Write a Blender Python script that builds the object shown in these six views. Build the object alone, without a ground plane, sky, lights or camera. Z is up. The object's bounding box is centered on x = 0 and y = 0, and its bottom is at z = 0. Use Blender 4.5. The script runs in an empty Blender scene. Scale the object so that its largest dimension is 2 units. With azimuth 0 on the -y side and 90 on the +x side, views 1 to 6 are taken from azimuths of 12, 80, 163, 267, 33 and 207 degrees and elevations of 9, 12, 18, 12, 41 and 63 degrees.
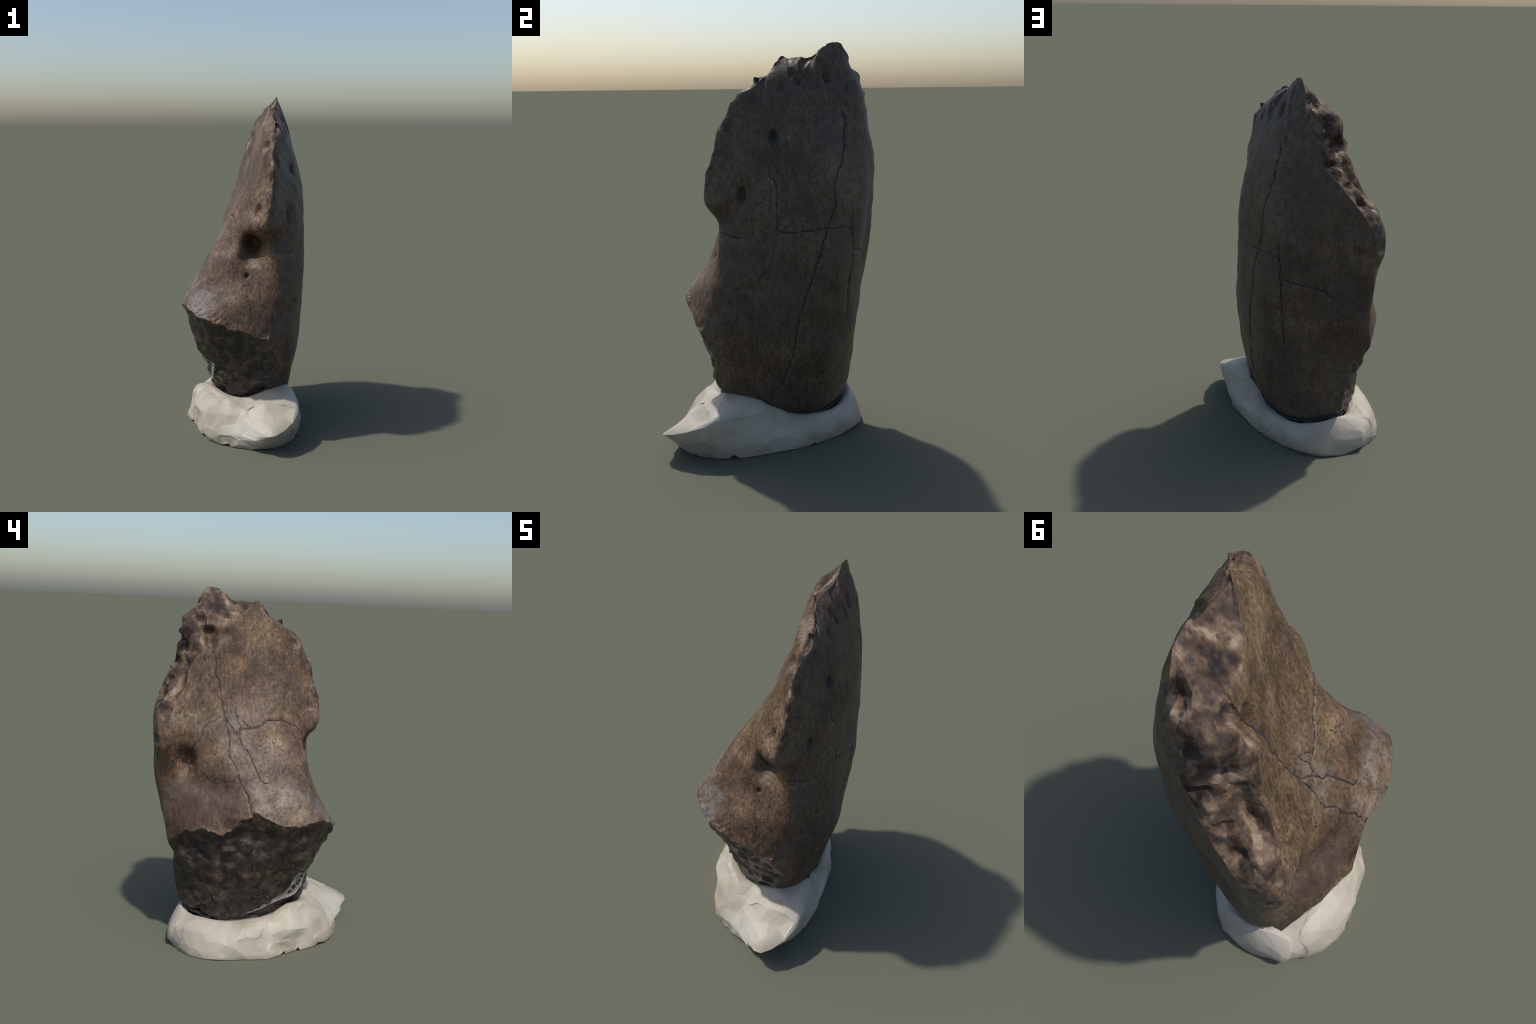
"""A dark fossil horn/tooth fragment standing in a lump of white mounting putty.

The fossil is a loft: fifteen rails (ridges and flanks of the bone) run from the
hidden foot up to the broken top; every level lists one point per rail.  The loft
is split by region into outer wall, inner face, spongy broken edge and dark
fractured base, which share their border vertices and normals.
"""
import bpy, math, random
import numpy as np
from mathutils import Vector
from mathutils.bvhtree import BVHTree

random.seed(7)
# ------------------------------------------------------------------ noise
def _hash(ix, iy, iz, seed):
    h = (ix.astype(np.int64) * 374761393 + iy.astype(np.int64) * 668265263 + iz.astype(np.int64) * 2147483647 + seed * 974711) & 0x7FFFFFFF
    h = ((h ^ (h >> 13)) * 1274126177) & 0x7FFFFFFF
    return ((h ^ (h >> 16)) & 0xFFFF) / 32767.5 - 1.0


def noise(p, size, seed=0):
    """Value noise in [-1, 1] with features of the given size."""
    q = np.asarray(p) / size
    i = np.floor(q).astype(np.int64)
    f = q - i
    f = f * f * f * (f * (f * 6 - 15) + 10)
    out = 0
    for dx in (0, 1):
        for dy in (0, 1):
            for dz in (0, 1):
                w = (f[:, 0] if dx else 1 - f[:, 0]) * (f[:, 1] if dy else 1 - f[:, 1]) * (f[:, 2] if dz else 1 - f[:, 2])
                out = out + w * _hash(i[:, 0] + dx, i[:, 1] + dy, i[:, 2] + dz, seed)
    return out


def fractal(p, size, seed=0, octaves=3):
    return sum(noise(p, size / 2 ** k, seed + 31 * k) * 0.55 ** k for k in range(octaves))


def smoothstep(a, b, x):
    t = np.clip((x - a) / (b - a), 0, 1)
    return t * t * (3 - 2 * t)


# ------------------------------------------------------------------ splines
def hermite(points, params, closed=False):
    """Chord-length Catmull-Rom through points [n,3], sampled at index parameters."""
    P = np.asarray(points, float)
    n = len(P)
    if closed:
        P = np.vstack([P[-1:], P, P[:2]])
        off = 1
    else:
        P = np.vstack([2 * P[0] - P[1], P, 2 * P[-1] - P[-2]])
        off = 1
    d = np.maximum(np.linalg.norm(np.diff(P, axis=0), axis=1), 1e-6)
    params = np.asarray(params, float)
    k = np.clip(np.floor(params).astype(int), 0, (n if closed else n - 1) - 1)
    u = (params - k)[:, None]
    a = k + off
    h = d[a][:, None]
    hp = d[a - 1][:, None]
    hn = d[np.minimum(a + 1, len(d) - 1)][:, None]
    s = (P[a + 1] - P[a]) / h
    sp = (P[a] - P[a - 1]) / hp
    sn = (P[np.minimum(a + 2, len(P) - 1)] - P[a + 1]) / hn
    m0 = (sp * h + s * hp) / (h + hp) * h
    m1 = (s * hn + sn * h) / (h + hn) * h
    return (2 * u**3 - 3 * u**2 + 1) * P[a] + (u**3 - 2 * u**2 + u) * m0 + (3 * u**2 - 2 * u**3) * P[a + 1] + (u**3 - u**2) * m1


# ------------------------------------------------------------------ the loft of the fossil
# rails, counter-clockwise: 0 front keel, 1-6 outer wall, 7 back edge, 8 middle of the broken
# edge, 9 border of the inner face, 10-12 inner face, 13 front corner, 14 front face
LEVELS = []


def level(z, *rails):
    LEVELS.append([p if len(p) == 3 else (p[0], p[1], z) for p in rails])


# foot, sunk in the putty
level(.07, (.12, -.12), (.15, -.08), (.16, -.03), (.15, .03), (.13, .1), (.1, .17), (.05, .21), (-.02, .22), (-.05, .17), (-.06, .11), (-.06, .04), (-.06, -.03), (-.05, -.08), (.0, -.11), (.06, -.12))
level(.22, (.205, -.275, .28), (.255, -.215, .27), (.262, -.09, .24), (.245, .02, .2), (.205, .14, .16), (.15, .265, .17), (.045, .375, .2), (-.1, .42, .24), (-.135, .37, .22), (-.255, .19, .18), (-.212, .05, .18), (-.185, -.07, .2), (-.13, -.19, .23), (-.04, -.25, .215), (.075, -.272, .24))
level(.33, (.202, -.325), (.265, -.238), (.282, -.09), (.27, .06), (.24, .2), (.16, .325), (.045, .405), (-.102, .44), (-.15, .4), (-.272, .2), (-.253, .05), (-.225, -.08, .3), (-.144, -.24, .32), (-.055, -.298, .31), (.07, -.322, .33))
level(.41, (.227, -.335), (.282, -.243), (.298, -.08), (.288, .07), (.25, .23), (.165, .34), (.04, .42), (-.107, .455), (-.163, .41), (-.282, .2), (-.306, .05), (-.26, -.1), (-.17, -.257), (-.06, -.313), (.08, -.345, .4))
level(.50, (.25, -.332, .47), (.298, -.235, .48), (.318, -.07), (.302, .09), (.265, .24), (.17, .355), (.03, .43), (-.127, .462, .48), (-.198, .412), (-.305, .2), (-.325, .03, .51), (-.29, -.12), (-.217, -.272, .49), (-.087, -.335, .48), (.08, -.358, .46))
level(.60, (.235, -.36, .53), (.288, -.28, .54), (.325, -.085, .56), (.308, .09, .56), (.268, .245, .56), (.172, .36, .56), (.015, .44, .56), (-.17, .456, .541), (-.235, .388), (-.335, .18), (-.33, .02, .62), (-.31, -.14), (-.25, -.293), (-.11, -.375, .57), (.07, -.382, .55))
# just under the broken lip
level(.66, (.213, -.385, .57), (.285, -.32, .59), (.33, -.09, .62), (.313, .09, .62), (.272, .25, .62), (.175, .365, .62), (.005, .45, .62), (-.205, .475, .585), (-.3, .32, .67), (-.345, .18, .66), (-.33, .03, .72), (-.335, -.15, .69), (-.27, -.32, .7), (-.12, -.41, .66), (.06, -.4, .62))
# the lip itself
level(.72, (.21, -.405, .6), (.287, -.33, .64), (.335, -.1, .69), (.318, .09, .69), (.278, .25, .69), (.18, .37, .69), (.0, .462, .68), (-.225, .489, .625), (-.325, .32, .72), (-.37, .18, .705), (-.354, .033, .817), (-.367, -.17, .765), (-.3, -.352, .778), (-.115, -.452, .71), (.07, -.43, .667))
level(.86, (.258, -.325, .82), (.31, -.23), (.343, -.08), (.328, .09), (.282, .28), (.18, .385), (.02, .465), (-.195, .53), (-.245, .415), (-.294, .275), (-.34, .04), (-.327, -.13), (-.272, -.285), (-.09, -.352), (.1, -.352))
level(.95, (.253, -.308), (.313, -.22), (.344, -.075), (.333, .09), (.281, .295), (.178, .402), (.015, .475), (-.205, .55), (-.225, .46), (-.242, .325), (-.297, .09), (-.275, -.1), (-.23, -.25), (-.07, -.315), (.1, -.316))
level(1.05, (.249, -.303), (.312, -.21), (.346, -.06), (.333, .1), (.279, .303), (.185, .405), (.015, .48), (-.208, .562), (-.24, .51), (-.25, .385), (-.257, .14), (-.23, -.06), (-.18, -.205), (-.05, -.285), (.1, -.283))
level(1.15, (.222, -.297), (.31, -.2), (.346, -.05), (.332, .1), (.278, .305), (.188, .413), (.015, .495), (-.198, .57), (-.253, .54), (-.252, .405), (-.215, .17), (-.172, -.02), (-.128, -.175), (-.02, -.25), (.1, -.298))
level(1.25, (.188, -.363), (.305, -.2), (.342, -.05), (.326, .1), (.276, .305), (.192, .413), (.015, .505), (-.185, .575), (-.25, .55), (-.257, .445), (-.18, .2), (-.13, .015), (-.078, -.145), (.0, -.235), (.1, -.338))
level(1.36, (.21, -.365), (.285, -.22), (.328, -.06), (.322, .1), (.275, .29), (.18, .422), (.02, .512), (-.125, .572), (-.21, .547), (-.222, .46), (-.134, .22), (-.076, .035), (-.03, -.125), (.042, -.232), (.145, -.305))
level(1.5, (.217, -.322), (.262, -.2), (.303, -.05), (.303, .09), (.268, .28), (.205, .395), (.1, .478), (-.02, .525), (-.098, .472), (-.158, .4), (-.092, .218), (-.025, .055), (.015, -.075), (.075, -.2), (.155, -.272))
level(1.6, (.215, -.292), (.25, -.18), (.287, -.05), (.286, .07), (.26, .23), (.215, .36), (.14, .445), (.052, .48), (-.045, .425), (-.126, .373), (-.068, .22), (-.006, .075), (.045, -.055), (.1, -.175), (.165, -.25))
level(1.68, (.206, -.258), (.243, -.15), (.262, -.05), (.262, .05), (.248, .17), (.212, .31), (.15, .425), (.062, .47), (-.03, .425), (-.086, .32), (-.042, .2), (.024, .075), (.07, -.055), (.112, -.158), (.158, -.224))
level(1.77, (.215, -.204), (.235, -.11), (.235, -.03), (.232, .06), (.224, .15), (.207, .26), (.16, .39), (.05, .462), (-.03, .43), (-.045, .31, 1.75), (-.018, .2, 1.74), (.032, .098, 1.76), (.077, -.012), (.122, -.122), (.178, -.178))
level(1.84, (.208, -.135, 1.8), (.205, -.09, 1.825), (.19, -.02, 1.86), (.185, .06, 1.88), (.18, .14, 1.89), (.172, .22, 1.89), (.158, .325, 1.89), (.1, .405, 1.87), (.01, .395, 1.85), (-.043, .31, 1.79), (-.018, .21, 1.775), (.042, .105, 1.815), (.108, .0, 1.88), (.108, -.06, 1.82), (.158, -.125, 1.8))
# the broken crest: outer rails end on the ridge, inner rails on the edge of the inner face
level(1.94, (.2, -.12, 1.838), (.183, -.05, 1.843), (.15, -.006, 1.908), (.135, .055, 1.926), (.135, .172, 1.942), (.13, .232, 1.982), (.12, .272, 2.0), (.117, .32, 1.992), (.092, .328, 1.968), (-.035, .312, 1.83), (.0, .217, 1.82), (.055, .105, 1.875), (.122, .02, 1.936), (.15, -.018, 1.88), (.178, -.055, 1.846))

RAILS = np.array(LEVELS, float)
NL, NR = RAILS.shape[:2]
LIP = 7
COLS = 32                      # columns per rail interval
col_s = np.arange(NR * COLS) / COLS

# rows: finer than 6 mm everywhere
row_t = []
for a in range(NL - 1):
    span = np.linalg.norm(RAILS[a + 1] - RAILS[a], axis=1).mean()
    m = max(6, int(span / 0.0052))
    row_t += [a + i / m for i in range(m)]
row_t.append(NL - 1.0)
row_t = np.array(row_t)

# along each rail; the lip is a crease on the fractured side
grid_rails = np.zeros((len(row_t), NR, 3))
for r in range(NR):
    smooth = hermite(RAILS[:, r], row_t)
    low = row_t <= LIP
    creased = np.vstack([hermite(RAILS[:LIP + 1, r], row_t[low]), hermite(RAILS[LIP:, r], row_t[~low] - LIP)])
    grid_rails[:, r] = creased if (r >= 7 or r == 0) else smooth

grid = np.zeros((len(row_t), NR * COLS, 3))
for j, t in enumerate(row_t):
    ring = grid_rails[j]
    soft = hermite(ring, col_s, closed=True)
    hard = np.empty_like(soft)
    wrapped = np.vstack([ring, ring[:1]])
    for a, b in ((0, 7), (7, 9), (9, 15)):
        pick = (col_s >= a) & (col_s < b)
        hard[pick] = hermite(wrapped[a:b + 1], col_s[pick] - a)
    w = max(1 - smoothstep(LIP - .2, LIP + .8, t), smoothstep(11.6, 12.9, t))
    w = w * np.where((np.minimum(col_s, NR - col_s) < 1) & (t > 10), .2, 1.0)[:, None]
    grid[j] = soft * (1 - w) + hard * w

S, T = np.meshgrid(col_s, row_t)
nrow, ncol = S.shape
V = grid.reshape(-1, 3).copy()
s_of, t_of = S.ravel().copy(), T.ravel().copy()
faces = []
idx = np.arange(nrow * ncol).reshape(nrow, ncol)
q = np.stack([idx[:-1], np.roll(idx, -1, 1)[:-1], np.roll(idx, -1, 1)[1:], idx[1:]], -1).reshape(-1, 4)
q_s = (S[:-1] + .5 / COLS).ravel()
q_t = ((T[:-1] + T[1:]) / 2).ravel()

# crest: column s is sewn to column 15 - s through a few rows of broken bone
CAP = 8
half = int(7.5 * COLS)
cap_idx = np.zeros((half + 1, CAP + 1), int)
extra = []
for c in range(half + 1):
    a, b = idx[-1, c], idx[-1, (-c) % ncol]
    for k in range(CAP + 1):
        if k == 0 or c in (0, half):
            cap_idx[c, k] = a
        elif k == CAP:
            cap_idx[c, k] = b
        else:
            u = k / CAP
            cap_idx[c, k] = len(V) + len(extra)
            swell = .006 * math.sin(math.pi * u) * smoothstep(4.3, 6.2, c / COLS)
            extra.append(V[a] * (1 - u) + V[b] * u + np.array((-.5, .25, .8)) * swell)
s_of = np.concatenate([s_of, np.full(len(extra), 8.0)])
t_of = np.concatenate([t_of, np.full(len(extra), NL - 0.9)])
V = np.vstack([V, extra])
cap_faces = []
for c in range(half):
    for k in range(CAP):
        f = [cap_idx[c, k], cap_idx[c + 1, k], cap_idx[c + 1, k + 1], cap_idx[c, k + 1]]
        f = [int(v) for i, v in enumerate(f) if v != f[i - 1]]
        if len(set(f)) >= 3:
            cap_faces.append(f)
foot = [int(i) for i in idx[0][::-1]]

# ------------------------------------------------------------------ regions
OUTER, INNER, SPONGY, BASE = 0, 1, 2, 3


def region(s, t):
    s, t = np.asarray(s, float), np.asarray(t, float)
    reg = np.where((s < 8.0), OUTER, INNER)
    reg = np.where((s >= 7) & (s < 9) & (t > 12.7 + .5 * np.sin(s * 5)), SPONGY, reg)
    band = .16 + .07 * np.sin(t * 9.0) + .05 * np.sin(t * 23.0)
    wide = .55 + .35 * np.sin(t * 2.3 + 1) + .2 * np.sin(t * 7.1)
    reg = np.where((t > 12.75) & ((s > 15 - wide) | (s < band)), SPONGY, reg)
    reg = np.where((t < LIP) & ((s >= 7) | (s < .0)), BASE, reg)
    reg = np.where(t > NL - 1, SPONGY, reg)
    return reg


face_region = list(region(q_s, q_t)) + [SPONGY] * len(cap_faces) + [OUTER]
all_faces = [list(map(int, f)) for f in q] + cap_faces + [foot]


def vertex_normals(verts):
    n = np.zeros_like(verts)
    for fl in (q,):
        a = np.cross(verts[fl[:, 2]] - verts[fl[:, 0]], verts[fl[:, 3]] - verts[fl[:, 1]])
        for k in range(4):
            np.add.at(n, fl[:, k], a)
    for f in cap_faces:
        a = np.cross(verts[f[1]] - verts[f[0]], verts[f[2]] - verts[f[0]])
        n[f] += a
    return n / (np.linalg.norm(n, axis=1, keepdims=True) + 1e-12)


# round off the broken mass round the summit
soft_zone = np.where(((t_of > NL - 2.3) & (s_of > 7.02) & (s_of < 9.0)) | ((t_of >= NL - 1) & (s_of == 8.0) & (V[:, 1] > .12)))[0]
pairs = np.vstack([np.stack([q[:, k], q[:, (k + 1) % 4]], 1) for k in range(4)] + [np.array([[f[k], f[(k + 1) % len(f)]]]) for f in cap_faces for k in range(len(f))])
mask = np.zeros(len(V), bool); mask[soft_zone] = True
pairs = pairs[mask[pairs].any(1)]
pairs = np.vstack([pairs, pairs[:, ::-1]])
count = np.bincount(pairs[:, 0], minlength=len(V))[:, None]
for _ in range(30):
    total = np.zeros_like(V)
    np.add.at(total, pairs[:, 0], V[pairs[:, 1]])
    V[soft_zone] = .5 * V[soft_zone] + .5 * (total / np.maximum(count, 1))[soft_zone]

# broken lip and crest are ragged: shift them along their own run
lipw = np.exp(-((t_of - LIP) / .35) ** 2) * ((s_of >= 7.2) | (s_of < .3))
V[:, 2] += lipw * (.016 * noise(V, .05, 5) + .008 * noise(V, .02, 6))
crest = smoothstep(NL - 1.6, NL - 1, t_of)
V[:, 2] += crest * (.006 * noise(V, .05, 15) + .002 * noise(V, .02, 16))

N = vertex_normals(V)
is_spongy = ((s_of >= 7) & (s_of <= 9)) * smoothstep(12.6, 13.3, t_of)
edge_in = np.clip(np.minimum(s_of - 7, 9 - s_of) / .35, 0, 1)
is_spongy = is_spongy * edge_in
is_spongy = np.maximum(is_spongy, (t_of > NL - 1) * 1.0)
keel = np.minimum(s_of, NR - s_of)
is_keel = (1 - smoothstep(.15, .6, keel)) * smoothstep(12.5, 13.2, t_of)
is_base = (1 - smoothstep(LIP - .6, LIP - .02, t_of)) * ((s_of > 7) * np.clip(np.minimum(s_of - 7, NR - s_of) / .3, 0, 1))
is_bone = 1 - np.clip(is_spongy + is_base, 0, 1)

disp = is_bone * (.004 * noise(V, .16, 1) + .002 * noise(V, .05, 2) + .0009 * noise(V * [1, 1, .5], .014, 3))
disp += is_spongy * (.002 + .028 * noise(V, .13, 8) + .013 * noise(V, .06, 9) + .005 * noise(V, .025, 10))
run = s_of - (8.05 + .45 * np.sin((t_of - 12.6) * 1.15) + .12 * noise(V, .12, 14))
disp -= is_spongy * (t_of <= NL - 1.2) * .010 * np.exp(-(run / .26) ** 2) * smoothstep(12.9, 13.6, t_of) * (1 - smoothstep(16.8, 17.8, t_of))
disp = disp * (1 - .6 * is_spongy * smoothstep(17.3, 18.2, t_of))
disp += is_keel * (-.003 + .010 * noise(V, .10, 13) + .008 * noise(V, .055, 11) + .003 * noise(V, .026, 12))
disp += is_base * (-.005 + .012 * noise(V, .13, 20) + .013 * np.abs(noise(V, .07, 21)) + .007 * noise(V, .03, 22))
# grooves that run down from the crest on the outer wall
flute = smoothstep(.9, 1.6, s_of) * (1 - smoothstep(5.4, 6.2, s_of)) * (s_of < 7) * smoothstep(16.0, 18.2, t_of)
disp -= flute * .026 * np.clip(noise(np.stack([s_of * 1.0 + .15 * noise(V, .1, 31), t_of * .14, 0 * s_of], 1), .42, 30) + .1, 0, 1)
V = V + N * disp[:, None]

# pits: centre, radius along the surface, depth, stretch in z, direction in which it is dug (None: along the normal)
PITS = [
    ((.097, -.285, 1.125), .056, .150, 1.25, (-.1, .97, .15)),   # deep hole under the front bulge
    ((.06, -.29, 1.07), .04, .03, 1.0, (-.1, .97, .1)),
    ((.064, -.307, .966), .012, .02, 1.2, None),
    ((-.235, .408, 1.065), .056, .075, 1.35, (.9, -.25, .1)),       # hollow near the back edge
    ((-.25, .40, 1.05), .120, .018, 1.0, None),
    ((-.233, .547, 1.19), .025, .02, 1.2, None),
    ((.266, -.04, 1.565), .029, .055, 1.35, None), ((.275, -.07, 1.60), .085, .016, 1.2, None),                # hole in the outer wall
    ((.298, -.205, 1.30), .017, .030, 2.0, None), ((.302, -.19, 1.31), .05, .016, 1.3, None), ((.28, -.25, 1.21), .042, .018, 1.2, None),                 # slit below it
    ((.309, -.18, 1.345), .012, .010, 2.2, None),
    ((-.101, .562, 1.18), .022, .022, 1.2, None),
    ((-.018, .043, 1.463), .012, .014, 1.7, None),
    ((-.09, .227, 1.43), .020, .016, 1.9, None),
    ((-.06, .28, 1.71), .035, .030, 1.6, None),                   # notch in the border of the inner face
    ((.15, -.198, 1.705), .030, .028, 1.3, None),                 # chips in the facet beside the keel
    ((.127, -.30, 1.345), .022, .022, 1.8, None),
    ((.12, -.26, 1.50), .030, .010, 2.5, None),
    ((-.22, .44, 1.32), .012, .014, 1.6, None), ((-.218, .405, 1.30), .010, .012, 1.6, None),
    # stacked gouges across the broken edge
    ((.088, .39, 1.90), 0.036, 0.029, 1.0, None), ((.043, .44, 1.80), 0.042, 0.025, .8, None),
    ((-.01, .35, 1.83), 0.036, 0.029, .7, None), ((-.04, .30, 1.76), 0.036, 0.029, .7, None),
    ((.045, .462, 1.72), 0.036, 0.032, .7, None), ((.005, .43, 1.70), 0.038, 0.040, .6, None), ((-.05, .425, 1.68), 0.036, 0.040, .8, None),
    ((-.094, .428, 1.57), .036, .024, 1.5, None), ((-.118, .43, 1.46), 0.034, 0.029, 1.3, None),
    ((.01, .47, 1.60), 0.034, 0.025, .6, None), ((-.06, .50, 1.50), 0.030, 0.021, .6, None), ((-.12, .52, 1.41), 0.036, 0.023, .7, None),
    # slots under the crest on the outer wall
    ((.214, .086, 1.82), .016, .020, 2.2, None), ((.20, .06, 1.865), .014, .018, 2.4, None), ((.192, .23, 1.845), .017, .024, 3.0, None),
    ((.228, .0, 1.79), .016, .014, 2.2, None), ((.237, -.127, 1.75), .013, .012, 1.8, None), ((.232, -.25, 1.61), .016, .018, 1.8, None),
    ((.187, .331, 1.777), .010, .014, 3.0, None), ((.2, .332, 1.70), .009, .012, 3.0, None), ((.327, -.149, 1.225), .012, .008, 1.6, None),
    ((.329, -.196, .808), .012, .009, 1.0, None), ((.265, -.279, .452), .016, .01, 1.0, None),
]
for c, rad, depth, tall, way in PITS:
    d = (V - np.array(c)) / np.array([1, 1, tall])
    w = np.exp(-((np.linalg.norm(d, axis=1) / rad) ** (3 if way is None else 2.7)))
    if way is None:
        V -= N * (w * depth)[:, None]
    else:
        V += np.array(way) / np.linalg.norm(way) * (w * depth)[:, None]

# cracks: points on the surface, width
CRACKS = [
    # down the middle of the inner face
    (.0050, (-.026, .279, 1.705), (-.058, .265, 1.654), (-.068, .256, 1.606), (-.082, .251, 1.54), (-.087, .232, 1.478), (-.091, .225, 1.42), (-.117, .206, 1.368), (-.143, .19, 1.313), (-.158, .179, 1.284)),
    (.0052, (-.158, .179, 1.284), (-.17, .146, 1.245), (-.179, .111, 1.204), (-.195, .09, 1.158), (-.201, .055, 1.116), (-.212, .039, 1.079), (-.22, .029, 1.056), (-.234, .013, 1.025), (-.25, -.002, .99), (-.259, -.027, .97), (-.257, -.056, .966)),
    (.0040, (-.158, .179, 1.284), (-.184, .17, 1.227), (-.206, .161, 1.167), (-.231, .161, 1.103), (-.238, .136, 1.066), (-.251, .108, 1.021)),
    (.0075, (-.251, .108, 1.021), (-.266, .107, .989), (-.283, .084, .95), (-.31, .06, .913), (-.339, .042, .867), (-.354, .031, .817)),
    (.0036, (-.088, .14, 1.381), (-.119, .131, 1.321), (-.137, .116, 1.285), (-.161, .107, 1.24), (-.178, .109, 1.204)),
    # across to the keel
    (.0052, (-.159, .107, 1.245), (-.142, .048, 1.248), (-.12, -.006, 1.262), (-.098, -.036, 1.285), (-.074, -.102, 1.291), (-.041, -.166, 1.273), (-.005, -.21, 1.24), (.017, -.235, 1.215), (.04, -.245, 1.185)),
    (.0032, (-.122, .124, 1.312), (-.132, .084, 1.281), (-.144, .056, 1.249)),
    (.0034, (-.082, -.021, 1.317), (-.097, -.032, 1.286)),
    (.0040, (-.152, .217, 1.308), (-.182, .264, 1.282), (-.216, .306, 1.247), (-.239, .318, 1.207), (-.257, .345, 1.17), (-.253, .382, 1.124)),
    (.0042, (-.264, .11, .994), (-.275, .167, .977), (-.28, .234, .971), (-.277, .272, .974), (-.27, .297, 1.004), (-.263, .326, 1.013)),
    # long crack down the outer wall and the one behind it
    (.0058, (.218, .3, 1.679), (.225, .315, 1.638), (.243, .306, 1.585), (.253, .304, 1.518), (.27, .293, 1.456), (.287, .265, 1.385), (.296, .249, 1.321), (.299, .255, 1.257), (.301, .24, 1.189), (.31, .216, 1.131), (.317, .194, 1.077), (.323, .165, .986), (.325, .141, .907), (.324, .113, .828), (.323, .089, .752), (.321, .07, .686), (.317, .062, .633), (.315, .048, .536), (.307, .035, .47), (.291, .004, .386), (.277, -.018, .322)),
    (.0038, (.345, -.046, 1.129), (.344, .016, 1.119), (.332, .087, 1.117), (.326, .145, 1.12), (.314, .204, 1.123), (.292, .271, 1.123), (.238, .353, 1.104)),
    (.0034, (.313, -.072, 1.429), (.323, -.069, 1.381), (.328, -.048, 1.357), (.335, -.038, 1.317), (.339, -.037, 1.268), (.344, -.043, 1.174), (.345, -.046, 1.129)),
    (.0026, (.344, -.046, 1.111), (.345, -.058, 1.043), (.346, -.073, .979), (.34, -.114, .919), (.339, -.137, .883)),
    (.0058, (.24, .358, 1.18), (.24, .353, 1.116), (.236, .358, 1.058), (.233, .36, .992), (.228, .356, .911), (.221, .345, .827), (.213, .345, .719), (.205, .346, .62)),
    (.0050, (.231, .363, 1.007), (.189, .393, .988), (.138, .426, .976), (.079, .448, .968), (.033, .465, .946), (-.022, .487, .902)),
    (.0032, (.199, -.295, 1.111), (.252, -.283, 1.115), (.285, -.249, 1.102), (.314, -.192, 1.096)),
]


def crack_path(points, k):
    """Resample every 6 mm and let it wander a little."""
    P = hermite(np.array(points), np.linspace(0, len(points) - 1, max(4, int(np.linalg.norm(np.diff(points, axis=0), axis=1).sum() / .006))))
    j = np.stack([noise(P, .035, 60 + k), noise(P, .035, 90 + k), noise(P, .035, 120 + k)], 1) * .005
    fade = np.sin(np.linspace(0, np.pi, len(P)))[:, None] ** .3
    return P + j * fade


PATHS = [crack_path(c[1:], k) for k, c in enumerate(CRACKS)]
for c, P in zip(CRACKS, PATHS):
    lo, hi = P.min(0) - .03, P.max(0) + .03
    near = np.where(((V > lo) & (V < hi)).all(1))[0]
    d = np.full(len(near), 9.0)
    for p in P:
        d = np.minimum(d, np.linalg.norm(V[near] - p, axis=1))
    V[near] -= N[near] * (np.exp(-(d / (c[0] * 1.25)) ** 2) * (.004 + c[0] * .55))[:, None]
V[:, 2] = np.minimum(V[:, 2], 2.0)

# ------------------------------------------------------------------ one mesh, decimated where it is broken
body = bpy.data.meshes.new("body_whole")
body.from_pydata([tuple(v) for v in V], [], all_faces)
body.polygons.foreach_set("material_index", [int(r) for r in face_region])
body.update()
whole = bpy.data.objects.new("body_whole", body)
bpy.context.scene.collection.objects.link(whole)
weights = np.zeros(len(V))
reg_faces = np.array(face_region)
inner_w = np.ones(len(V))
for f, r in zip(all_faces, face_region):
    if r in (SPONGY, BASE):
        weights[f] = 1
for f, r in zip(all_faces, face_region):
    if r not in (SPONGY, BASE):
        weights[f] = 0
group = whole.vertex_groups.new(name="broken")
group.add([int(i) for i in np.where(weights > 0)[0]], 1.0, "REPLACE")
share = sum(1 for f in all_faces if min(weights[f]) > 0) / len(all_faces)
print("share of broken faces", share, len(all_faces))
tri = whole.modifiers.new("tri", "TRIANGULATE")
dec = whole.modifiers.new("decimate", "DECIMATE")
dec.ratio = 1 - share * .98
dec.vertex_group = "broken"
graph = bpy.context.evaluated_depsgraph_get()
done = bpy.data.meshes.new_from_object(whole.evaluated_get(graph))
nv, nf = len(done.vertices), len(done.polygons)
DV = np.empty(nv * 3); done.vertices.foreach_get("co", DV); DV = DV.reshape(-1, 3)
DF = [tuple(p.vertices) for p in done.polygons]
DR = np.empty(nf, int); done.polygons.foreach_get("material_index", DR)
VN = np.empty(nv * 3); done.vertices.foreach_get("normal", VN); VN = VN.reshape(-1, 3)
FN = np.empty(nf * 3); done.polygons.foreach_get("normal", FN); FN = FN.reshape(-1, 3)
print("faces", nf, [int((DR == k).sum()) for k in range(4)])
bpy.data.objects.remove(whole)
BODY = BVHTree.FromPolygons([Vector(v) for v in DV], DF)


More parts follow.
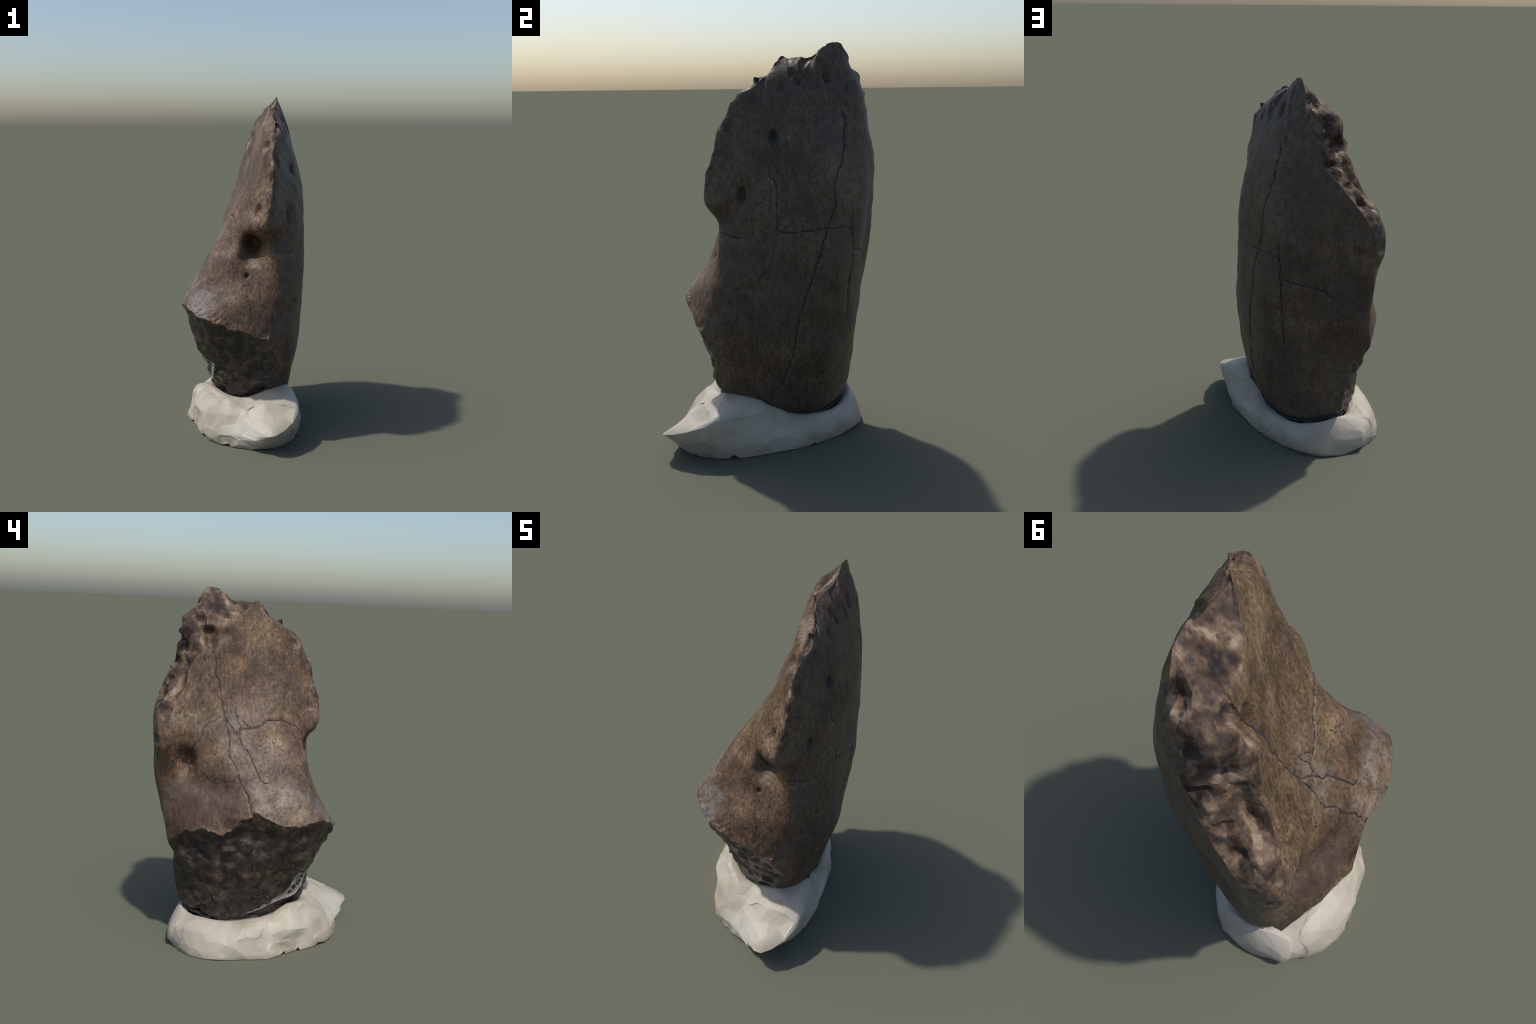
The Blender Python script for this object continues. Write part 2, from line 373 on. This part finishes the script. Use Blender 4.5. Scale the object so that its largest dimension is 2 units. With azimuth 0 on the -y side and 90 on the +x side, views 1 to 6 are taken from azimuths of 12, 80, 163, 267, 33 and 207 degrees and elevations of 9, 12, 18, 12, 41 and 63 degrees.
# ------------------------------------------------------------------ materials
class Nodes:
    """Small helper that wires shader nodes."""

    def __init__(self, name):
        self.mat = bpy.data.materials.new(name)
        self.mat.use_nodes = True
        self.t = self.mat.node_tree
        self.bsdf = self.t.nodes["Principled BSDF"]
        self.co = self.t.nodes.new("ShaderNodeTexCoord").outputs["Object"]

    def put(self, value, socket):
        if hasattr(value, "is_linked"):
            self.t.links.new(value, socket)
        else:
            socket.default_value = value

    def mapped(self, scale=(1, 1, 1), rot=(0, 0, 0), loc=(0, 0, 0)):
        m = self.t.nodes.new("ShaderNodeMapping")
        self.t.links.new(self.co, m.inputs[0])
        m.inputs["Scale"].default_value, m.inputs["Rotation"].default_value, m.inputs["Location"].default_value = scale, rot, loc
        return m.outputs[0]

    def noise(self, scale, vec=None, detail=3, rough=.55, distort=0):
        n = self.t.nodes.new("ShaderNodeTexNoise")
        self.t.links.new(vec or self.co, n.inputs["Vector"])
        n.inputs["Scale"].default_value, n.inputs["Detail"].default_value, n.inputs["Roughness"].default_value, n.inputs["Distortion"].default_value = scale, detail, rough, distort
        return n.outputs["Fac"]

    def voronoi(self, scale, vec=None, feature="F1", rnd=1):
        n = self.t.nodes.new("ShaderNodeTexVoronoi")
        n.feature = feature
        self.t.links.new(vec or self.co, n.inputs["Vector"])
        n.inputs["Scale"].default_value, n.inputs["Randomness"].default_value = scale, rnd
        return n.outputs["Distance"]

    def ramp(self, fac, *stops):
        r = self.t.nodes.new("ShaderNodeValToRGB")
        self.t.links.new(fac, r.inputs[0])
        e = r.color_ramp.elements
        while len(e) < len(stops):
            e.new(.5)
        for el, (pos, col) in zip(e, stops):
            el.position = pos
            el.color = (*col, 1) if isinstance(col, tuple) else (col, col, col, 1)
        return r.outputs[0]

    def mix(self, fac, a, b, mode="MIX"):
        m = self.t.nodes.new("ShaderNodeMix")
        m.data_type, m.blend_type = "RGBA", mode
        self.put(fac, m.inputs[0])
        for v, s in ((a, m.inputs[6]), (b, m.inputs[7])):
            self.put((*v, 1) if isinstance(v, tuple) and len(v) == 3 else v, s)
        return m.outputs[2]

    def math(self, op, a, b=0.0):
        m = self.t.nodes.new("ShaderNodeMath")
        m.operation = op
        self.put(a, m.inputs[0]); self.put(b, m.inputs[1])
        return m.outputs[0]

    def ball(self, centre, radius, soft=.5, stretch=(1, 1, 1)):
        """1 inside an ellipsoid patch, fading out at its border."""
        m = self.t.nodes.new("ShaderNodeVectorMath"); m.operation = "SUBTRACT"
        self.t.links.new(self.co, m.inputs[0]); m.inputs[1].default_value = centre
        k = self.t.nodes.new("ShaderNodeVectorMath"); k.operation = "DIVIDE"
        self.t.links.new(m.outputs[0], k.inputs[0]); k.inputs[1].default_value = [radius * s for s in stretch]
        l = self.t.nodes.new("ShaderNodeVectorMath"); l.operation = "LENGTH"
        self.t.links.new(k.outputs[0], l.inputs[0])
        r = self.t.nodes.new("ShaderNodeMapRange")
        r.interpolation_type = "SMOOTHSTEP"
        self.t.links.new(l.outputs["Value"], r.inputs[0])
        r.inputs[1].default_value, r.inputs[2].default_value, r.inputs[3].default_value, r.inputs[4].default_value = 1 - soft, 1 + soft, 1, 0
        return r.outputs[0]

    def finish(self, colour, rough, bump=None, strength=.3, distance=.004, spec=.35):
        self.put((*colour, 1) if isinstance(colour, tuple) else colour, self.bsdf.inputs["Base Color"])
        self.put(rough, self.bsdf.inputs["Roughness"])
        self.bsdf.inputs["Specular IOR Level"].default_value = spec
        if bump is not None:
            b = self.t.nodes.new("ShaderNodeBump")
            b.inputs["Strength"].default_value, b.inputs["Distance"].default_value = strength, distance
            self.t.links.new(bump, b.inputs["Height"])
            self.t.links.new(b.outputs[0], self.bsdf.inputs["Normal"])
        return self.mat


def bone_material(name, dark, mid, light, pore_amount):
    m = Nodes(name)
    grain_co = m.mapped((1, 1, .45))
    broad = m.noise(5, detail=4)
    grain = m.noise(55, grain_co, detail=4, rough=.65)
    col = m.ramp(m.math("ADD", m.math("MULTIPLY", broad, .55), m.math("MULTIPLY", grain, .45)), (.36, dark), (.5, mid), (.64, light))
    wob = m.t.nodes.new("ShaderNodeTexNoise"); wob.inputs["Scale"].default_value = 45
    m.t.links.new(m.co, wob.inputs["Vector"])
    add = m.t.nodes.new("ShaderNodeVectorMath"); add.operation = "MULTIPLY_ADD"
    m.t.links.new(wob.outputs["Color"], add.inputs[0]); add.inputs[1].default_value = (.022, .022, .03); m.t.links.new(m.mapped((1, 1, .7)), add.inputs[2])
    pores = m.math("MULTIPLY", m.ramp(m.voronoi(62, add.outputs[0]), (.16, 1.0), (.30, 0.0)), m.ramp(m.noise(17, detail=4), (.42, 0.0), (.56, 1.0)))
    large = m.math("MULTIPLY", m.ramp(m.voronoi(27, add.outputs[0]), (.10, 1.0), (.20, 0.0)), m.ramp(m.noise(7, m.mapped(loc=(2, 5, 3)), detail=2), (.50, 0.0), (.60, 1.0)))
    pore_mask = m.math("MAXIMUM", pores, large)
    mottle = m.noise(95, m.mapped((1, 1, .7)), detail=2, rough=.5)
    col = m.mix(1.0, col, m.ramp(mottle, (.36, .76), (.50, 1.0), (.64, 1.25)), "MULTIPLY")
    col = m.mix(m.math("MULTIPLY", pore_mask, pore_amount), col, (.030, .024, .026))
    height = m.math("SUBTRACT", grain, m.math("MULTIPLY", pore_mask, .8))
    return m, col, height


def hairlines(m, col, scale):
    """Faint hair cracks that come and go."""
    wob = m.t.nodes.new("ShaderNodeTexNoise"); wob.inputs["Scale"].default_value = 9
    m.t.links.new(m.co, wob.inputs["Vector"])
    add = m.t.nodes.new("ShaderNodeVectorMath"); add.operation = "MULTIPLY_ADD"
    m.t.links.new(wob.outputs["Color"], add.inputs[0]); add.inputs[1].default_value = (.06, .06, .06); m.t.links.new(m.co, add.inputs[2])
    edge = m.voronoi(scale, add.outputs[0], "DISTANCE_TO_EDGE")
    line = m.math("MULTIPLY", m.ramp(edge, (.004, 1.0), (.011, 0.0)), m.ramp(m.noise(4, m.mapped(loc=(5, 2, 1)), detail=2), (.50, 0.0), (.58, 1.0)))
    return m.mix(m.math("MULTIPLY", line, .7), col, (.030, .024, .024))


def inner_material():
    m, col, h = bone_material("inner_bone", (.046, .028, .018), (.102, .064, .041), (.180, .122, .081), 1.0)
    # pinkish and olive clouds
    hue = m.ramp(m.noise(7, m.mapped(loc=(3, 1, 2)), detail=3), (.40, (1.03, .97, .93)), (.60, (1.0, .99, .84)))
    col = m.mix(1.0, col, hue, "MULTIPLY")
    stain = m.ramp(m.noise(11, m.mapped((1, 1, .7), loc=(7, 3, 5)), detail=5, rough=.65), (.36, .66), (.50, 1.0), (.64, 1.16))
    col = m.mix(1.0, col, stain, "MULTIPLY")
    # streaks that run up the bone
    streak = m.noise(60, m.mapped((1.2, 1.2, .7)), detail=4, rough=.65)
    col = m.mix(.55, col, m.ramp(streak, (.36, .55), (.50, 1.0), (.64, 1.3)), "MULTIPLY")
    col = hairlines(m, col, 5.5)
    # pale worn patches with big pores above the lip, greyish scraped patch at the front corner
    worn = m.ball((-.31, -.12, .87), .15, .7, (1, 1.2, .75))
    worn2 = m.ball((-.18, .11, 1.20), .12, .7, (1, .8, 1.4))
    pale = m.ramp(m.noise(24, detail=4, rough=.6), (.36, (.13, .098, .074)), (.62, (.27, .225, .18)))
    pits = m.ramp(m.voronoi(46, m.mapped((1, 1, .8))), (.20, 1.0), (.36, 0.0))
    pale = m.mix(m.math("MULTIPLY", pits, .85), pale, (.035, .027, .027))
    cloud = m.ramp(m.noise(13, detail=3), (.36, 0.0), (.56, 1.0))
    col = m.mix(m.math("MULTIPLY", cloud, m.math("MULTIPLY", m.math("MAXIMUM", worn, m.math("MULTIPLY", worn2, .7)), .7)), col, pale)
    grey = m.ball((-.20, -.375, .80), .085, .45, (1.1, 1, 1))
    col = m.mix(m.math("MULTIPLY", m.math("MULTIPLY", grey, m.ramp(m.noise(12, m.mapped((1, 1, .5)), detail=3), (.40, .1), (.52, 1.0))), .65), col, m.ramp(m.noise(45, detail=3), (.35, (.09, .08, .078)), (.65, (.21, .195, .19))))
    brown = m.ball((-.30, .33, .86), .17, .5, (1, 1, .8))
    col = m.mix(m.math("MULTIPLY", brown, .75), col, m.ramp(m.noise(26, m.mapped((1, 1, .5)), detail=4), (.35, (.046, .030, .026)), (.65, (.090, .061, .050))))
    return m.finish(col, .52, h, .45, .004, .35)


def outer_material():
    m, col, h = bone_material("outer_bone", (.050, .032, .020), (.091, .060, .039), (.145, .101, .068), .9)
    streak = m.noise(30, m.mapped((1.3, 1.3, .12)), detail=4, rough=.6)
    col = m.mix(.5, col, m.ramp(streak, (.35, .68), (.62, 1.2)), "MULTIPLY")
    col = hairlines(m, col, 4.0)
    grey = m.ramp(m.noise(3.2, detail=3), (.46, 0.0), (.60, 1.0))
    col = m.mix(m.math("MULTIPLY", grey, .35), col, m.ramp(m.noise(40, detail=3), (.35, (.055, .047, .042)), (.65, (.105, .093, .082))))
    for centre, radius, tall in (((.268, -.045, 1.56), .027, 1.4), ((.296, -.21, 1.29), .014, 2.6), ((.213, .09, 1.815), .012, 2.4), ((.192, .23, 1.84), .014, 3.2), ((.312, -.17, 1.36), .009, 2.0)):  # near-black patches in the holes and slots of the outer wall
        dark_spot = m.ball(centre, radius, .35, (1.4, 1, tall))
        col = m.mix(m.math("MULTIPLY", dark_spot, .8), col, (.017, .017, .020))
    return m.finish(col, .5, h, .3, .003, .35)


def spongy_material():
    m = Nodes("spongy_bone")
    broad = m.noise(14, detail=4, rough=.6)
    col = m.ramp(broad, (.36, (.022, .015, .013)), (.47, (.066, .043, .031)), (.56, (.128, .085, .056)), (.67, (.26, .195, .145)))
    holes = m.voronoi(34, distort(m))
    mask = m.math("MULTIPLY", m.ramp(holes, (.20, 1.0), (.36, 0.0)), m.ramp(m.noise(8), (.40, 0.0), (.52, 1.0)))
    col = m.mix(m.math("MULTIPLY", mask, .85), col, (.035, .030, .034))
    return m.finish(col, .65, m.noise(50, detail=4), .35, .005, .2)


def distort(m):
    return m.mapped((1, 1, .8))


def base_material():
    m = Nodes("fractured_base_bone")
    a = m.noise(16, detail=5, rough=.65)
    col = m.ramp(a, (.36, (.010, .008, .008)), (.49, (.028, .020, .016)), (.60, (.062, .043, .030)), (.75, (.13, .095, .075)))
    flecks = m.ramp(m.noise(38, detail=2), (.66, 0.0), (.74, 1.0))
    col = m.mix(m.math("MULTIPLY", flecks, .35), col, (.26, .24, .23))
    return m.finish(col, .34, m.noise(45, detail=4), .4, .006, .5)


def putty_material():
    m = Nodes("white_putty")
    a = m.noise(5, detail=4, rough=.5)
    col = m.ramp(a, (.35, (.31, .270, .205)), (.5, (.39, .352, .283)), (.65, (.43, .398, .338)))
    pink = m.ball((-.2, .42, .16), .25, .6)
    col = m.mix(m.math("MULTIPLY", pink, .35), col, (.42, .36, .31))
    streak = m.noise(18, m.mapped((1, 1, .3)), detail=3)
    return m.finish(col, .5, m.math("ADD", streak, m.noise(60, detail=2)), .12, .004, .35)


def plain(name, colour, rough=.6, spec=.3):
    m = Nodes(name)
    n = m.noise(60, detail=3)
    c = tuple(x * .75 for x in colour), tuple(min(1, x * 1.2) for x in colour)
    return m.finish(m.ramp(n, (.35, c[0]), (.65, c[1])), rough, None, spec=spec)


# ------------------------------------------------------------------ top-level thing
scene = bpy.context.scene
thing = bpy.data.objects.new("fossil_bone_fragment", None)
thing["label"] = "dark brown fossil bone fragment standing in a lump of white putty"
thing["category"] = "fossil bone"
scene.collection.objects.link(thing)


def part(name, mesh, parent=None, material=None):
    o = bpy.data.objects.new(name, mesh)
    o.parent = parent or thing
    if material is not None:
        mesh.materials.append(material)
    scene.collection.objects.link(o)
    return o


def region_mesh(name, code):
    ids = np.where(DR == code)[0]
    used = sorted({v for i in ids for v in DF[i]})
    new = {v: k for k, v in enumerate(used)}
    me = bpy.data.meshes.new(name)
    me.from_pydata([tuple(DV[v]) for v in used], [], [[new[v] for v in DF[i]] for i in ids])
    me.polygons.foreach_set("use_smooth", [True] * len(ids))
    loops = []
    facet = .8 if code == SPONGY else .55 if code == BASE else 0.0
    for i in ids:
        for v in DF[i]:
            n = VN[v] * (1 - facet) + FN[i] * facet
            loops.append(tuple(n / (np.linalg.norm(n) + 1e-12)))
    me.normals_split_custom_set(loops)
    return me


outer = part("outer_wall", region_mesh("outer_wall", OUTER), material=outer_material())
inner = part("inner_face", region_mesh("inner_face", INNER), material=inner_material())
spongy = part("broken_edge", region_mesh("broken_edge", SPONGY), material=spongy_material())
base = part("fractured_base", region_mesh("fractured_base", BASE), material=base_material())

# ------------------------------------------------------------------ the putty
# stations counter-clockwise from the front tongue: floor, low, shoulder, slope, crest, contact
PUTTY = [
    [(.17, -.515, 0), (.25, -.57, .085), (.30, -.602, .13), (.25, -.48, .18), (.19, -.36, .236), (.12, -.27, .25)],
    [(.28, -.46, 0), (.345, -.46, .08), (.375, -.475, .172), (.33, -.42, .202), (.27, -.34, .254), (.19, -.25, .285)],
    [(.335, -.36, 0), (.365, -.37, .08), (.39, -.39, .195), (.362, -.355, .228), (.315, -.29, .262), (.25, -.18, .285)],
    [(.355, -.22, 0), (.37, -.22, .08), (.355, -.22, .17), (.34, -.2, .21), (.315, -.165, .25), (.26, -.12, .268)],
    [(.325, -.05, 0), (.33, -.05, .07), (.312, -.05, .13), (.295, -.05, .178), (.28, -.05, .204), (.25, -.05, .222)],
    [(.295, .09, 0), (.298, .09, .05), (.28, .085, .095), (.262, .08, .13), (.245, .075, .15), (.215, .065, .155)],
    [(.24, .22, 0), (.245, .22, .05), (.238, .22, .095), (.228, .215, .122), (.207, .21, .137), (.17, .2, .132)],
    [(.17, .34, 0), (.178, .342, .05), (.175, .335, .095), (.16, .32, .125), (.145, .305, .138), (.125, .28, .13)],
    [(.07, .445, 0), (.078, .445, .05), (.077, .432, .1), (.062, .41, .145), (.05, .388, .165), (.04, .36, .155)],
    [(-.07, .485, 0), (-.065, .48, .06), (-.065, .465, .11), (-.07, .435, .162), (-.065, .415, .188), (-.075, .39, .19)],
    [(-.23, .435, 0), (-.225, .45, .06), (-.225, .435, .115), (-.2, .405, .157), (-.177, .385, .175), (-.14, .36, .178)],
    [(-.35, .34, 0), (-.335, .345, .06), (-.31, .33, .13), (-.275, .3, .16), (-.245, .28, .172), (-.2, .25, .165)],
    [(-.40, .2, 0), (-.385, .2, .05), (-.345, .19, .12), (-.302, .17, .155), (-.265, .155, .168), (-.22, .13, .16)],
    [(-.385, .06, 0), (-.37, .05, .1), (-.33, .04, .165), (-.285, .03, .18), (-.245, .025, .182), (-.2, .015, .165)],
    [(-.375, -.08, 0), (-.345, -.09, .07), (-.31, -.11, .14), (-.265, -.11, .185), (-.225, -.105, .2), (-.17, -.095, .185)],
    [(-.28, -.22, 0), (-.25, -.24, .07), (-.275, -.235, .138), (-.24, -.2, .2), (-.2, -.18, .245), (-.13, -.18, .225)],
    [(-.22, -.33, 0), (-.21, -.33, .06), (-.2, -.33, .12), (-.16, -.31, .2), (-.13, -.285, .245), (-.09, -.235, .232)],
    [(-.12, -.45, 0), (-.12, -.44, .06), (-.1, -.425, .12), (-.06, -.385, .19), (-.05, -.33, .235), (-.04, -.255, .218)],
    [(.02, -.51, 0), (.04, -.505, .06), (.06, -.475, .115), (.06, -.42, .17), (.05, -.35, .208), (.04, -.255, .215)],
]
PUTTY_SHARP = {0: (2,), 1: (2,), 2: (2,), 15: (2,)}


def build_putty():
    st = np.array(PUTTY)
    centre = np.array([.04, .04])
    inner_ring = st[:, -1].copy()
    inner_ring[:, :2] = centre + (inner_ring[:, :2] - centre) * .93
    inner_ring[:, 2] -= .055
    deep = inner_ring.copy()
    deep[:, :2] = centre + (deep[:, :2] - centre) * .4
    deep[:, 2] = .06
    st[:, -1, :2] = centre + (st[:, -1, :2] - centre) * 1.035
    st = np.concatenate([st, inner_ring[:, None], deep[:, None]], 1)
    K = st.shape[1]
    n_around = 19 * 16
    u = np.arange(n_around) / 16
    v = np.concatenate([np.linspace(0, 5, 61), np.linspace(5, 7, 13)[1:]])
    rails = np.zeros((len(st), len(v), 3))
    for i in range(len(st)):
        rails[i] = hermite(st[i], v)
        for k in PUTTY_SHARP.get(i, ()):
            lo = v <= k
            rails[i] = np.vstack([hermite(st[i][:k + 1], v[lo]), hermite(st[i][k:], v[~lo] - k)])
    P = np.stack([hermite(rails[:, j], u, closed=True) for j in range(len(v))])
    flat = P.reshape(-1, 3)
    vv = np.repeat(v, n_around)
    live = smoothstep(.0, .5, vv) * (1 - smoothstep(4.7, 5.5, vv))
    rad = flat - np.array([.04, .03, .05]); rad /= np.linalg.norm(rad, axis=1, keepdims=True)
    # kneaded dents and creases
    fold = noise(flat, .15, 42)
    crease = np.where(fold > 0, .008 * np.exp(-fold / .4), .008 - .012 * smoothstep(0, .10, -fold) * np.exp(fold / .35) - .008 * smoothstep(.1, .5, -fold))      # one sheet pressed over another
    d = .009 * noise(flat, .11, 40) + .005 * noise(flat, .05, 41) + crease
    flat = flat + rad * (live * d)[:, None]
    flat[:, 2] = np.maximum(flat[:, 2], 0)
    # torn nicks in the lower rim
    for a in (-2.05, -1.62, -.93, -.55, 2.62, -2.45, -2.75, .62):
        ang = np.arctan2(flat[:, 1] + 0.05, flat[:, 0])
        w = np.clip(1 - np.abs((ang - a + np.pi) % (2 * np.pi) - np.pi) / .05, 0, 1) * (vv < .25)
        flat[:, 2] += w * .028
    nv = len(v)
    f = []
    for j in range(nv - 1):
        for i in range(n_around):
            k = (i + 1) % n_around
            f.append((j * n_around + i, j * n_around + k, (j + 1) * n_around + k, (j + 1) * n_around + i))
    f.append(tuple(range((nv - 1) * n_around, nv * n_around)))
    f.append(tuple(range(n_around - 1, -1, -1)))
    raw = bpy.data.meshes.new("putty_raw")
    raw.from_pydata([tuple(p) for p in flat], [], f)
    o = bpy.data.objects.new("putty_raw", raw)
    scene.collection.objects.link(o)
    o.modifiers.new("tri", "TRIANGULATE")
    d = o.modifiers.new("dec", "DECIMATE")
    d.ratio = .022
    me = bpy.data.meshes.new_from_object(o.evaluated_get(bpy.context.evaluated_depsgraph_get()))
    bpy.data.objects.remove(o)
    me.name = "putty_base"
    me.polygons.foreach_set("use_smooth", [True] * len(me.polygons))
    vn = [v.normal.copy() for v in me.vertices]
    me.normals_split_custom_set([tuple((vn[v] * .4 + p.normal * .6).normalized()) for p in me.polygons for v in p.vertices])
    return me


putty = part("putty_base", build_putty(), material=putty_material())


# ------------------------------------------------------------------ dark filling of the cracks
def crack_mesh(P, width, k):
    rings, f = [], []
    centres, normals = [], []
    for p in P:
        hit = BODY.find_nearest(Vector(p))
        centres.append(hit[0]); normals.append(hit[1])
    n = len(centres)
    for i, (c, nn) in enumerate(zip(centres, normals)):
        t = (centres[min(i + 1, n - 1)] - centres[max(i - 1, 0)]).normalized()
        side = t.cross(nn).normalized()
        end = min(1, (min(i, n - 1 - i) + .4) / 5)
        r = width * end * (1 + .35 * float(noise(np.array([P[i]]), .03, 200 + k)[0]))
        for a in range(6):
            ang = a * math.tau / 6
            rings.append(c - nn * (r * .30) + side * (math.cos(ang) * r) + nn * (math.sin(ang) * r * .55))
    for i in range(n - 1):
        for a in range(6):
            b = (a + 1) % 6
            f.append((i * 6 + a, i * 6 + b, i * 6 + 6 + b, i * 6 + 6 + a))
    f += [tuple(range(6)), tuple(range(6 * n - 1, 6 * n - 7, -1))]
    me = bpy.data.meshes.new("crack")
    me.from_pydata([tuple(r) for r in rings], [], f)
    me.polygons.foreach_set("use_smooth", [True] * len(f))
    return me


crack_mat = plain("crack_filling", (.026, .024, .026), .6, .3)
for k, (c, P) in enumerate(zip(CRACKS, PATHS)):
    part("crack", crack_mesh(P, c[0], k), outer if P[:, 0].mean() > .15 else inner, crack_mat)


# ------------------------------------------------------------------ the paper label with its lettering
LABEL_LEFT = [(-.207, -.245, .463), (-.203, -.229, .443), (-.197, -.214, .425), (-.183, -.205, .41), (-.17, -.19, .385), (-.165, -.164, .347), (-.18, -.118, .305), (-.19, -.068, .265), (-.193, -.03, .235), (-.2, .04, .203)]
LABEL_RIGHT = [(-.125, -.29, .42), (-.13, -.28, .39), (-.137, -.272, .36), (-.138, -.258, .338), (-.142, -.24, .318), (-.155, -.205, .302), (-.172, -.155, .29), (-.185, -.1, .265), (-.19, -.05, .235), (-.2, .045, .2)]


def label_mesh():
    u = np.linspace(0, len(LABEL_LEFT) - 1, 55)
    L, R = hermite(LABEL_LEFT, u), hermite(LABEL_RIGHT, u)
    across = 9
    out = np.array((-.86, -.45, -.1)); out /= np.linalg.norm(out)
    P = L[:, None] + (R - L)[:, None] * (np.arange(across) / (across - 1))[None, :, None]
    h = np.zeros((55, across))
    for i in range(55):
        for k in range(across):
            hit = BODY.ray_cast(Vector(P[i, k] + out * .12), Vector(-out), .24)
            h[i, k] = .12 - hit[3] if hit[0] is not None else 0
    # stiff paper: it follows the stone only roughly
    soft = h.copy()
    for _ in range(40):
        pad = np.pad(soft, 1, mode="edge")
        soft = (pad[:-2, 1:-1] + pad[2:, 1:-1] + pad[1:-1, :-2] + pad[1:-1, 2:]) / 4
    lift = np.maximum(soft + .004, np.minimum(h, soft + .022) + .002)
    top = [tuple(p) for p in (P + out * lift[..., None]).reshape(-1, 3)]
    low = [tuple(p) for p in (P + out * (np.minimum(h, soft) - .012)[..., None]).reshape(-1, 3)]
    n = len(top)
    f = []
    at = lambda i, k: i * across + k
    for i in range(54):
        for k in range(across - 1):
            f.append((at(i, k), at(i, k + 1), at(i + 1, k + 1), at(i + 1, k)))
        for k, flip in ((0, 1), (across - 1, 0)):
            e = (at(i, k), at(i + 1, k), at(i + 1, k) + n, at(i, k) + n)
            f.append(e if flip == 0 else e[::-1])
    for k in range(across - 1):
        f.append((at(0, k + 1), at(0, k), at(0, k) + n, at(0, k + 1) + n))
        f.append((at(54, k), at(54, k + 1), at(54, k + 1) + n, at(54, k) + n))
    me = bpy.data.meshes.new("paper_label")
    me.from_pydata(top + [tuple(p) for p in low], [], f)
    me.polygons.foreach_set("use_smooth", [i % 1 == 0 for i in range(len(f))])
    return me, BVHTree.FromPolygons([Vector(t) for t in top], [x for x in f if max(x) < n])


lab, LAB = label_mesh()
label_object = part("paper_label", lab, base, plain("label_paper", (.235, .228, .208), .6, .3))


def letter(char, size, centre, along, up):
    cu = bpy.data.curves.new("lettering", "FONT")
    cu.offset = .0022
    cu.body, cu.size, cu.align_x, cu.align_y = char, size, "CENTER", "CENTER"
    o = bpy.data.objects.new("lettering_raw", cu)
    scene.collection.objects.link(o)
    me = bpy.data.meshes.new_from_object(o.evaluated_get(bpy.context.evaluated_depsgraph_get()))
    bpy.data.objects.remove(o)
    e1 = Vector(along).normalized()
    e2 = Vector(up); e2 = (e2 - e1 * e2.dot(e1)).normalized()
    for v in me.vertices:
        p = Vector(centre) + e1 * v.co.x + e2 * v.co.y
        hit = LAB.find_nearest(p)
        v.co = hit[0] + Vector((-.0022, -.0012, -.0004))
    me.name = "lettering"
    return me


ink = plain("label_ink", (.020, .020, .018), .7, .2)
ALONG, UP = (.03, -.102, .116), (-.6, .35, .5)
for char, size, c in (("S", .058, (-.172, -.222, .362)), ("o", .055, (-.166, -.243, .392)), ("Y", .055, (-.160, -.263, .424)), ("c", .035, (-.168, -.195, .342))):
    part("lettering", letter(char, size, c, ALONG, UP), label_object, ink)


# ------------------------------------------------------------------ dark uneven ring along the seam between bone and putty
def seam_mesh():
    ring = hermite(np.array([st[-1] for st in PUTTY]), np.linspace(0, len(PUTTY), 241)[:-1], closed=True)
    pts, f = [], []
    n = len(ring)
    centre = np.array([.03, .05])
    for i, p in enumerate(ring):
        hit = BODY.find_nearest(Vector(p))
        away = np.array([p[0] - centre[0], p[1] - centre[1], 0]); away /= np.linalg.norm(away)
        k = noise(np.array([p]), .05, 300)[0] + .6 * noise(np.array([p]), .02, 301)[0]
        r = max(.004, .010 + .006 * k)
        c = np.array(hit[0]) * .6 + np.array(p) * .4
        for a in range(8):
            ang = a * math.tau / 8
            pts.append(tuple(c + away * (math.cos(ang) * r * 1.2) + np.array([0, 0, math.sin(ang) * r])))
    for i in range(n):
        j = (i + 1) % n
        for a in range(8):
            b = (a + 1) % 8
            f.append((i * 8 + a, j * 8 + a, j * 8 + b, i * 8 + b))
    me = bpy.data.meshes.new("dark_seam")
    me.from_pydata(pts, [], f)
    me.polygons.foreach_set("use_smooth", [True] * len(f))
    return me


part("dark_seam", seam_mesh(), putty, plain("seam_dark", (.030, .029, .031), .7, .25))
